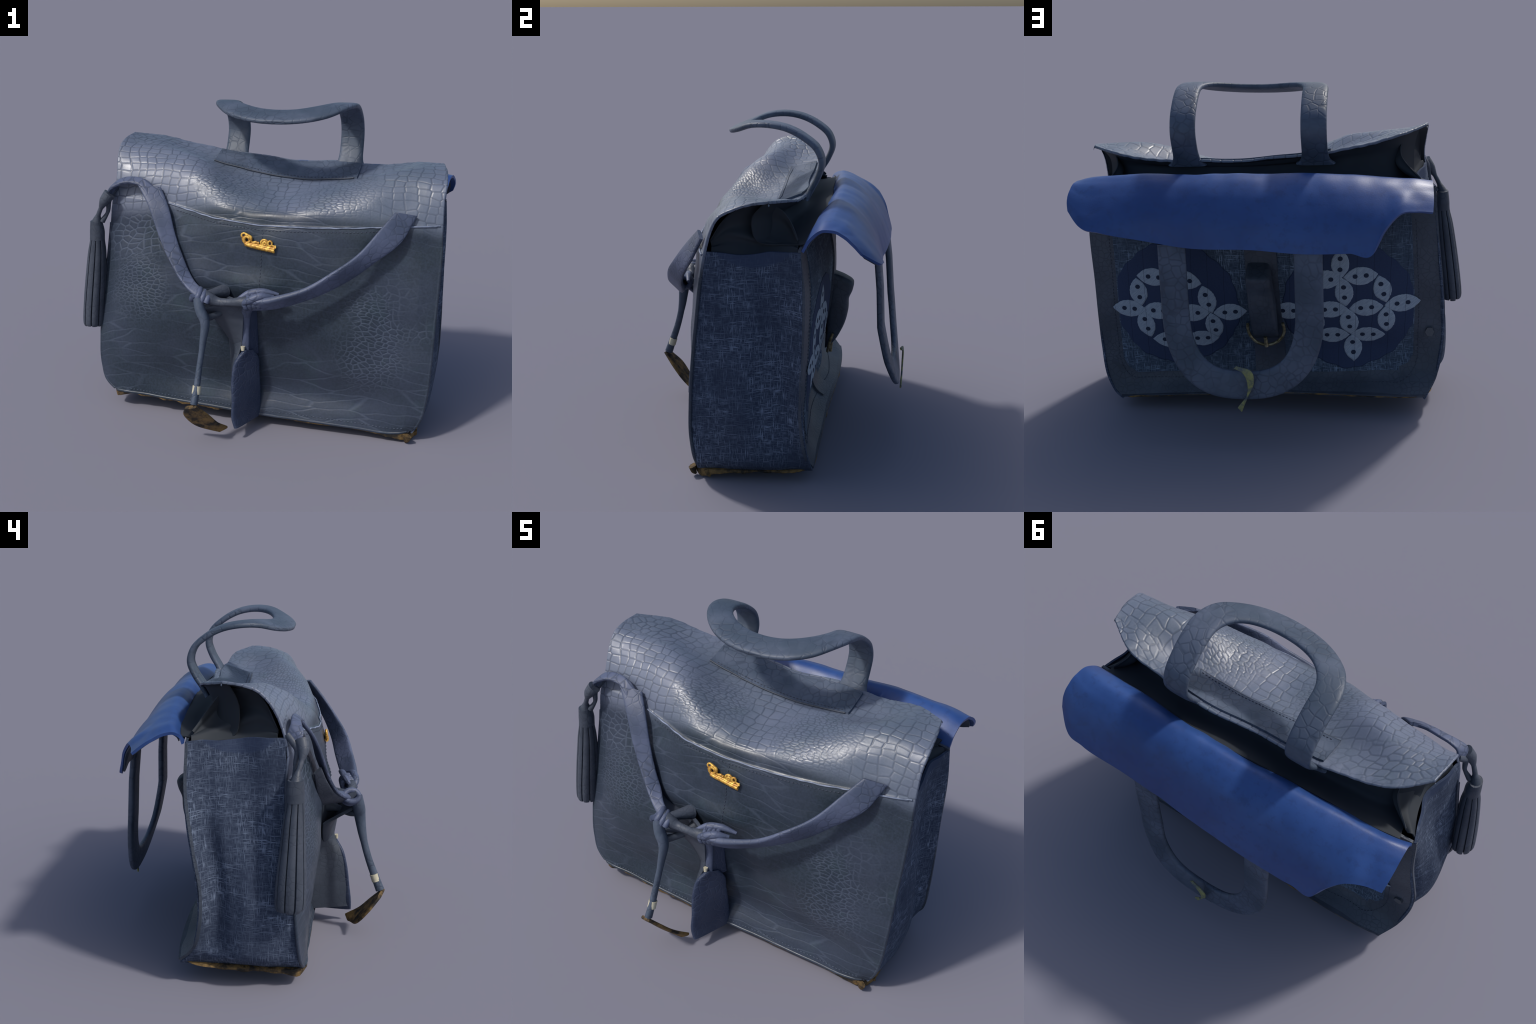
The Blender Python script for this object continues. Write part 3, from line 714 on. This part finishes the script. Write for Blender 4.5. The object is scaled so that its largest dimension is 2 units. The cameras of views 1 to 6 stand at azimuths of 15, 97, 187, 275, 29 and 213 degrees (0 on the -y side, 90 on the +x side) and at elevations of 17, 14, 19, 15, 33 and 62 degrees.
# knots
def wrap(name, c, ax, r, w, mat, turns=3, fl=.8):
    ax = np.array(ax, float); ax /= np.linalg.norm(ax)
    u = np.cross(ax, [0, 0, 1.0]); u /= np.linalg.norm(u); v = np.cross(ax, u)
    pts = []
    for t in np.linspace(0, 2*math.pi*turns, 14*turns):
        pts.append(np.array(c)+ax*((t/(2*math.pi*turns)-.5)*w)+u*r*math.cos(t)+v*r*fl*math.sin(t))
    return tube(name, pts, w/turns*.62, mat, BAG, n=60*turns, K=10, flat=1.0)
wrap('strap_knot', (-.200,-.530,.795), (1,.15,-.55), .040, .075, M_STRAP)
wrap('strap_knot', (.085,-.520,.790), (1,.1,.15), .036, .090, M_STRAP, 4)
tube('strap_knot', [(.02,-.545,.775),(.06,-.562,.805),(.12,-.552,.832),(.185,-.520,.825)], [.012,.020,.020,.010], M_STRAP, BAG, n=24)
tube('strap_knot', [(.00,-.530,.800),(.05,-.505,.828),(.12,-.490,.838),(.20,-.475,.825)], [.010,.018,.018,.008], M_STRAP, BAG, n=24)
# cords below the knots
tube('cord', [(-.205,-.560,.800),(-.190,-.572,.740),(-.166,-.578,.690),(-.170,-.595,.570),(-.181,-.627,.440),(-.186,-.665,.330),(-.192,-.690,.262)], [.032,.034,.026,.019,.019,.021,.024], M_HANDLE, BAG, n=70, flat=.8)
tube('cord_ferrule', [(-.1845,-.655,.352),(-.187,-.668,.312)], [.0225,.0225], M_CREAM, BAG, n=6)
tube('cord', [(-.170,-.575,.700),(-.150,-.530,.690),(-.110,-.470,.700),(-.080,-.395,.715)], [.022,.018,.020,.040], M_DARK, BAG, n=30)
tube('cord', [(-.185,-.545,.800),(-.150,-.480,.800),(-.110,-.400,.790)], [.022,.026,.040], M_DARK, BAG, n=30)
tube('cord', [(.065,-.515,.770),(.028,-.470,.715),(.010,-.435,.620),(.012,-.432,.520),(.014,-.432,.470)], [.028,.028,.027,.024,.018], M_STRAP, BAG, n=40, flat=.55)
tube('cord_bead', [(.004,-.452,.512),(.005,-.455,.490)], [.012,.009], M_CREAM, BAG, n=6)
# clasp plate at the end of the cord
band('clasp_plate', [(-.172,-.712,.262),(-.125,-.650,.190),(-.095,-.580,.115),(-.066,-.507,.064)], [(-.245,-.680,.232),(-.272,-.625,.168),(-.235,-.562,.084),(-.112,-.522,.038)], .020, M_BROWN, BAG, n=30)
# leather tag that stands out from the front
band('leather_tag', [(.010,-.450,.492),(-.030,-.490,.430),(-.040,-.512,.340),(-.034,-.525,.220),(-.032,-.535,.120),(-.018,-.535,.072)], [(.040,-.392,.478),(.062,-.365,.430),(.066,-.350,.340),(.064,-.325,.220),(.062,-.312,.120),(.058,-.300,.060)], .028, M_TAG, BAG, n=60)

band('tag_web', [(.045,-.500,.750),(.020,-.462,.680),(.012,-.440,.600),(.012,-.440,.520),(.012,-.445,.440)], [(.055,-.378,.760),(.060,-.370,.680),(.060,-.362,.600),(.060,-.352,.520),(.060,-.340,.440)], .010, M_TAG, BAG, n=40)
band('tag_web', [(.020,-.490,.770),(.000,-.445,.660),(-.004,-.442,.520),(-.032,-.492,.400),(-.030,-.516,.230),(-.022,-.528,.095)], [(-.150,-.382,.770),(-.120,-.372,.660),(-.100,-.350,.500),(-.095,-.318,.370),(-.090,-.285,.220),(-.075,-.300,.100)], .016, M_DARK, BAG, n=60)
band('strap_web', [(-.185,-.560,.735),(-.130,-.520,.750),(-.060,-.510,.760),(.020,-.480,.750)], [(-.165,-.380,.630),(-.120,-.378,.560),(-.070,-.385,.490),(-.010,-.420,.450)], .016, M_DARK, BAG, n=30)
# ---- tassel on the left
axis_pts = np.array([(-.884,-.266,1.085),(-.882,-.262,1.030),(-.884,-.262,.975),(-.892,-.256,.900),(-.908,-.248,.760),(-.924,-.240,.620),(-.936,-.234,.500),(-.939,-.232,.460)])
rx = np.array([.030,.038,.040,.050,.057,.060,.060,.052]); ry = np.array([.036,.042,.042,.050,.060,.070,.072,.058])
TA = path(np.c_[axis_pts, rx, ry], 60) if False else None
tt = np.linspace(0, 1, len(axis_pts)); tq = np.linspace(0, 1, 60)
AX = spline(tt, axis_pts, tq); RX = spline(tt, rx, tq); RY = spline(tt, ry, tq)
def tassel_part(name, i0, i1, scale, mat, groove=0.0, parent=BAG):
    K = 72; V = []
    for i in range(i0, i1):
        for k in range(K):
            a = 2*math.pi*k/K
            g = scale - groove*abs(math.sin(a*4.5+.3))**6
            V.append((AX[i, 0]+RX[i]*g*math.cos(a), AX[i, 1]+RY[i]*g*math.sin(a), AX[i, 2]))
    m = i1-i0
    F = gridfaces(m, K, 0, False, closev=True) + [tuple(range(K)), tuple((m-1)*K+k for k in range(K))[::-1]]
    return new_obj(name, V, F, mat, parent, 45)
tas = bpy.data.objects.new('tassel', None); bpy.context.scene.collection.objects.link(tas); tas.parent = BAG
tassel_part('tassel_cap', 0, 17, 1.04, M_DARK, 0, tas)
tassel_part('tassel_core', 16, 57, .80, M_DARK, 0.0, tas)
for s in range(9):                        # leather fringe strips round the core
    a0 = 2*math.pi*(s+.5)/9; da = 2*math.pi/9*.47
    i1 = 57 + (s % 3)
    V = []; rowsn = 0
    for i in range(16, min(i1, 60)):
        for ph, rr in ((-1, .80), (-.9, .985), (-.5, 1.02), (0, 1.035), (.5, 1.02), (.9, .985), (1, .80)):
            a = a0+da*ph*.97
            V.append((AX[i, 0]+RX[i]*rr*math.cos(a), AX[i, 1]+RY[i]*rr*math.sin(a), AX[i, 2]))
        rowsn += 1
    F = gridfaces(rowsn, 7, 0) + [(i*7, i*7+6, (i+1)*7+6, (i+1)*7) for i in range(rowsn-1)] + [tuple(range(7)), tuple((rowsn-1)*7+k for k in range(7))[::-1]]
    new_obj('tassel_strip', V, F, M_DARK, tas, 45)
tube('tassel_loop', [(-.786,-.292,1.250),(-.812,-.300,1.215),(-.845,-.290,1.160),(-.872,-.272,1.105),(-.882,-.266,1.075)], [.034,.028,.012,.013,.030], M_DARK, tas, n=40)
tube('tassel_loop', [(-.775,-.225,1.275),(-.790,-.250,1.245),(-.800,-.270,1.215),(-.815,-.262,1.14),(-.850,-.262,1.085)], [.016,.018,.014,.010,.016], M_DARK, tas, n=40)

# ---- cloth insert with its printed pattern on the back panel
PX3 = lambda u, v: None
def cloth_outline_left(z): return np.interp(z, [.20,.24,.29,.55,.80,1.0,1.2], [.780,.835,.862,.862,.852,.850,.848])
def cloth_outline_right(z): return np.interp(z, [.225,.25,.30,.63,1.10,1.2], [-.640,-.690,-.715,-.722,-.700,-.695])
zc = np.linspace(.205, 1.235, 150)
CG = np.array([[back_fast(cloth_outline_right(z)*(1-t)+cloth_outline_left(z)*t, z + .02*(1-t)*(1-(z-.2)) , .0035) for z in zc] for t in np.linspace(0, 1, 120)])
CN = np.zeros_like(CG); CN[..., 1] = 1
sheet('cloth_insert', CG, .006, M_CLOTH, BAG, CN)

def decal(name, pts2, lift, mat, parent, mesh=None):
    """flat print patch conforming to the panel: outline -> rings to the centre"""
    P = np.array(pts2); c = P.mean(0)
    V = []; rings = max(6, int(np.ptp(P[:, 0])/.014))
    for r in range(rings):
        f = 1-r/rings
        q = c+(P-c)*f
        V.append(back_fast(q[:, 0], q[:, 1], lift))
    V.append(back_fast(c[:1], c[1:2], lift))
    V = np.concatenate(V); n = len(P)
    F = []
    for r in range(rings-1):
        for i in range(n): F.append((r*n+i, r*n+(i+1) % n, (r+1)*n+(i+1) % n, (r+1)*n+i))
    for i in range(n): F.append(((rings-1)*n+i, (rings-1)*n+(i+1) % n, rings*n))
    # turned-down border gives the print a real edge
    base = len(V); V = np.concatenate([V, back_fast(P[:, 0], P[:, 1], lift-.0010)])
    for i in range(n): F.append((i, base+i, base+(i+1) % n, (i+1) % n))
    return new_obj(name, V, F, mat, parent, 0)
# pixel-like layout units -> panel metres (a plain affine of the pattern sheet)
def lay(u, v): return (.737 + (u-375)*(-.001297), .595 + (v-1020)*(-.001375) + (u-375)*.0000135*1.4)
def disc(cu, cv, r, name):
    pts = []
    for a in np.linspace(0, 2*math.pi, 140, endpoint=False):
        rr = r*(1+.012*math.sin(9*a)+.010*math.sin(23*a+1))
        x, z = lay(cu+rr*math.cos(a), cv+rr*math.sin(a))
        x = min(max(x, cloth_outline_right(z)+.006), cloth_outline_left(z)-.006); z = max(z, .232)
        pts.append((x, z))
    decal(name, pts, .0052, M_DISC, BAG)
disc(532, 1005, 262, 'printed_disc'); disc(1235, 1022, 268, 'printed_disc')
PETALS = [(1205,838,92),(1145,898,2),(1285,888,-4),(1218,955,86),(1370,945,75),(1450,1010,-4),(1305,1022,-3),(1160,1028,0),(1235,1085,84),(1385,1078,88),(1165,1148,0),(1310,1148,2),(1248,1208,86),(990,1032,0),(1098,1085,92),(1090,960,100),
          (376,950,84),(445,886,4),(576,894,12),(663,977,75),(329,1021,3),(453,1028,2),(597,1035,0),(753,1033,-3),(395,1087,77),(681,1096,81),(487,1160,4),(624,1158,0),(540,1098,86),(522,960,88),(512,832,90),(552,1218,88)]
def petal_outline(L, W, n=44):
    pts = []
    for t in np.linspace(-1, 1, n//2, endpoint=False): pts.append((t*L, W*(1-abs(t)**2.2)))
    for t in np.linspace(1, -1, n//2, endpoint=False): pts.append((t*L, -W*(1-abs(t)**2.2)))
    return pts
for (u, v, ang) in PETALS:
    a = math.radians(ang); ca, sa = math.cos(a), math.sin(a)
    Lp, Wp = (60 if abs(math.sin(a)) > .7 else 71)+rng.uniform(-2, 2), 37+rng.uniform(-1.5, 1.5)
    pts = []
    for (p, q) in petal_outline(Lp, Wp):
        p += rng.uniform(-1, 1); q += rng.uniform(-1, 1)
        pts.append(lay(u+p*ca-q*sa, v+p*sa+q*ca))
    pt = decal('printed_petal', pts, .0070, M_PETAL, BAG)
    for s in (-1, 1):
        du, dv = u+s*22*ca, v+s*22*sa
        decal('printed_dot', [lay(du+10*math.cos(t), dv+9*math.sin(t)) for t in np.linspace(0, 2*math.pi, 16, endpoint=False)], .0084, M_DOT, pt)

# ---- belt strap down the middle of the back, tongue and buckle
zs = np.linspace(.16, 1.24, 60)
BG = np.array([[back_fast(.135-.165*t + .022*(z-.3), z, .014) for z in zs] for t in np.linspace(0, 1, 14)])
BN = np.zeros_like(BG); BN[..., 1] = 1
sheet('belt', BG, .016, M_DARK, BAG, BN)
tong = path([(0,.286,.905),(0,.330,.880),(0,.400,.850),(0,.440,.818),(0,.436,.785),(0,.415,.730),(0,.412,.665),(0,.400,.605),(0,.372,.535),(0,.335,.475),(0,.292,.440)], 60)
inn = path([(0,.280,.905),(0,.285,.870),(0,.290,.840),(0,.300,.805),(0,.300,.760),(0,.292,.700),(0,.288,.640),(0,.288,.590),(0,.286,.530),(0,.284,.470),(0,.283,.440)], 60)
TG = []
for i in range(60):
    f = i/59
    cx = .082-.026*f; hw = np.interp(f, [0, .08, .25, .6, 1], [.035, .055, .066, .070, .066])
    ring = []
    for k in range(28):
        ph = 2*math.pi*k/28; c_, s_ = math.cos(ph), math.sin(ph)
        sx = math.copysign(abs(c_)**.5, c_); sy = math.copysign(abs(s_)**.5, s_)
        mid = (tong[i]+inn[i])/2; hh = (tong[i]-inn[i])/2
        p = mid+hh*sy; ring.append((cx+hw*sx, p[1], p[2]))
    TG.append(ring)
TG = np.array(TG)
new_obj('belt_tongue', TG.reshape(-1, 3), gridfaces(60, 28, 0, False, closev=True)+[tuple(range(28)), tuple(59*28+k for k in range(28))[::-1]], M_DARK, BAG, 60)
tube('buckle', [(.150,.330,.535),(.152,.318,.500),(.140,.306,.455),(.112,.300,.420),(.060,.298,.402),(.005,.300,.418),(-.028,.306,.455),(-.040,.318,.500),(-.034,.330,.540)], .0085, M_BRASS, BAG, n=60, K=10)
tube('buckle_prong', [(.062,.318,.455),(.060,.314,.425),(.058,.312,.398)], [.010,.010,.011], M_BRASS, BAG, n=12, K=10)

# ---- rivet in the frame
p = back_at(-.800, .450, .004)
rv = [(p[0]+.024*math.cos(a), p[1]+dy, p[2]+.028*math.sin(a)) for dy in (-.006, .010) for a in np.linspace(0, 2*math.pi, 6, endpoint=False)]
new_obj('rivet', rv, [(0,1,2,3,4,5)[::-1], (6,7,8,9,10,11)]+[(i, (i+1) % 6, 6+(i+1) % 6, 6+i) for i in range(6)], M_RIVET, BAG, 30)

# ---- piping on the pocket mouth
pp = [front_at_z(x, float(pocket_z(x))-.002, .004) for x in np.linspace(-.455, .70, 40)]
tube('pocket_piping', pp, .0040, M_PIPING, BAG, n=160, K=8)
pp = [front_at_z(x, float(pocket_z(x))-.002, .004) for x in np.linspace(.83, .975, 12)]
tube('pocket_piping', pp, .0045, M_PIPING, BAG, n=40, K=8)
# welt along the bottom and sides of the front
tube('front_welt', [FRONT[i, 0]-FN[i, 0]*.004 + np.array([0, 0, .003]) for i in range(4, NU-4, 12)], .009, M_CROC, BAG, n=200, K=8)
tube('front_welt', [FRONT[-1, j]-FN[-1, j]*.006 for j in range(4, 330, 10)], .009, M_CROC, BAG, n=120, K=8)
tube('front_welt', [FRONT[0, j]-FN[0, j]*.006 for j in range(4, 330, 10)], .009, M_CROC, BAG, n=120, K=8)

# ---- stitching (many small thread dashes, joined)
def stitches(name, pts, length=.011, gap=.019, r=.0022, mat=M_THREAD):
    P = path(pts, 600); s = np.r_[0, np.cumsum(np.linalg.norm(np.diff(P, axis=0), axis=1))]
    V = []; F = []
    t = gap
    while t < s[-1]-gap:
        a = np.array([np.interp(t, s, P[:, k]) for k in range(3)]); b = np.array([np.interp(t+length, s, P[:, k]) for k in range(3)])
        d = b-a; d /= np.linalg.norm(d)
        u = np.cross(d, [.1, .9, .3]); u /= np.linalg.norm(u); w_ = np.cross(d, u)
        o = len(V)
        for (c0, rr) in ((a, r*.5), (a+d*length*.25, r), (b-d*length*.25, r), (b, r*.5)):
            for k in range(6): V.append(c0+u*rr*math.cos(k*math.pi/3)+w_*rr*math.sin(k*math.pi/3))
        for q in range(3):
            for k in range(6): F.append((o+q*6+k, o+q*6+(k+1) % 6, o+(q+1)*6+(k+1) % 6, o+(q+1)*6+k))
        F += [tuple(o+k for k in range(6))[::-1], tuple(o+18+k for k in range(6))]
        t += gap
    ob = new_obj(name, V, F, mat, BAG, 0); ob['kind'] = 'stuff'
    return ob
stitches('stitching', [front_at_z(x, float(pocket_z(x))-.024, .001) for x in np.linspace(-.42, .69, 60)])
stitches('stitching', [front_at_z(.090-.02*(1.14-z), z, .001) for z in np.linspace(1.135, .60, 40)])
stitches('stitching', [front_at(x, .035, .002) for x in np.linspace(-.74, .86, 60)], r=.0018, mat=M_HANDLE)
stitches('stitching', [PG[int(i), 2]+PN[int(i), 2]*.001 for i in np.linspace(2, 87, 40)])
stitches('stitching', [back_fast(cloth_outline_left(z)+.022, z, .001) for z in np.linspace(1.1, .30, 40)]+[back_fast(x, .175+.0*x, .001) for x in np.linspace(.80, -.62, 50)]+[back_fast(cloth_outline_right(z)-.022, z, .001) for z in np.linspace(.30, 1.1, 40)])

# ---- gilt emblem on the pocket: ring, letters run together, bar
org = np.array([front_at_z(.075, 1.055, .010)]).reshape(3)
ex = np.array([.985, .0, -.06]); ez = np.array([.04, .06, 1.0])
def em(u, v, d=0.0): return org + ex*(u-1150)*.000142 + ez*(1000-v)*.000140 + np.array([0, -d, 0])
logo = bpy.data.objects.new('emblem', None); bpy.context.scene.collection.objects.link(logo); logo.parent = BAG
def stroke(pts, r, closed=False):
    tube('emblem_stroke', [em(*p) for p in pts], r, M_GOLD, logo, n=max(16, 5*len(pts)), K=10)
circ = lambda cu, cv, a, b, s=0, e=2*math.pi, n=14: [(cu+a*math.cos(t), cv+b*math.sin(t)) for t in np.linspace(s, e, n)]
stroke([(640,1010),(800,1040),(1100,1060),(1400,1100),(1740,1130)], .0115)
stroke([(620,980),(800,990),(1100,1000),(1400,1030),(1760,1050)], .0085)
stroke([(700,1060),(1000,1100),(1400,1140),(1760,1170)], .0070)
stroke(circ(575, 700, 95, 85), .0052)
stroke([(620,640),(760,690),(840,740),(830,850),(760,930)], .0075)
stroke(circ(690, 850, 110, 120, .5, 6.0), .0085)
stroke([(540,790),(550,880),(610,960),(680,1020)], .0070)
stroke([(860,900),(920,930),(980,905),(1040,890),(1100,920),(1160,900)], .0070)
stroke(circ(1360, 880, 125, 110), .0065)
stroke(circ(1370, 900, 55, 60), .0075)
stroke(circ(1570, 880, 70, 95), .0055)
stroke([(1620,930),(1700,950),(1800,950)], .0045)
stroke([(1700,1000),(1760,1000),(1800,1010)], .0050)
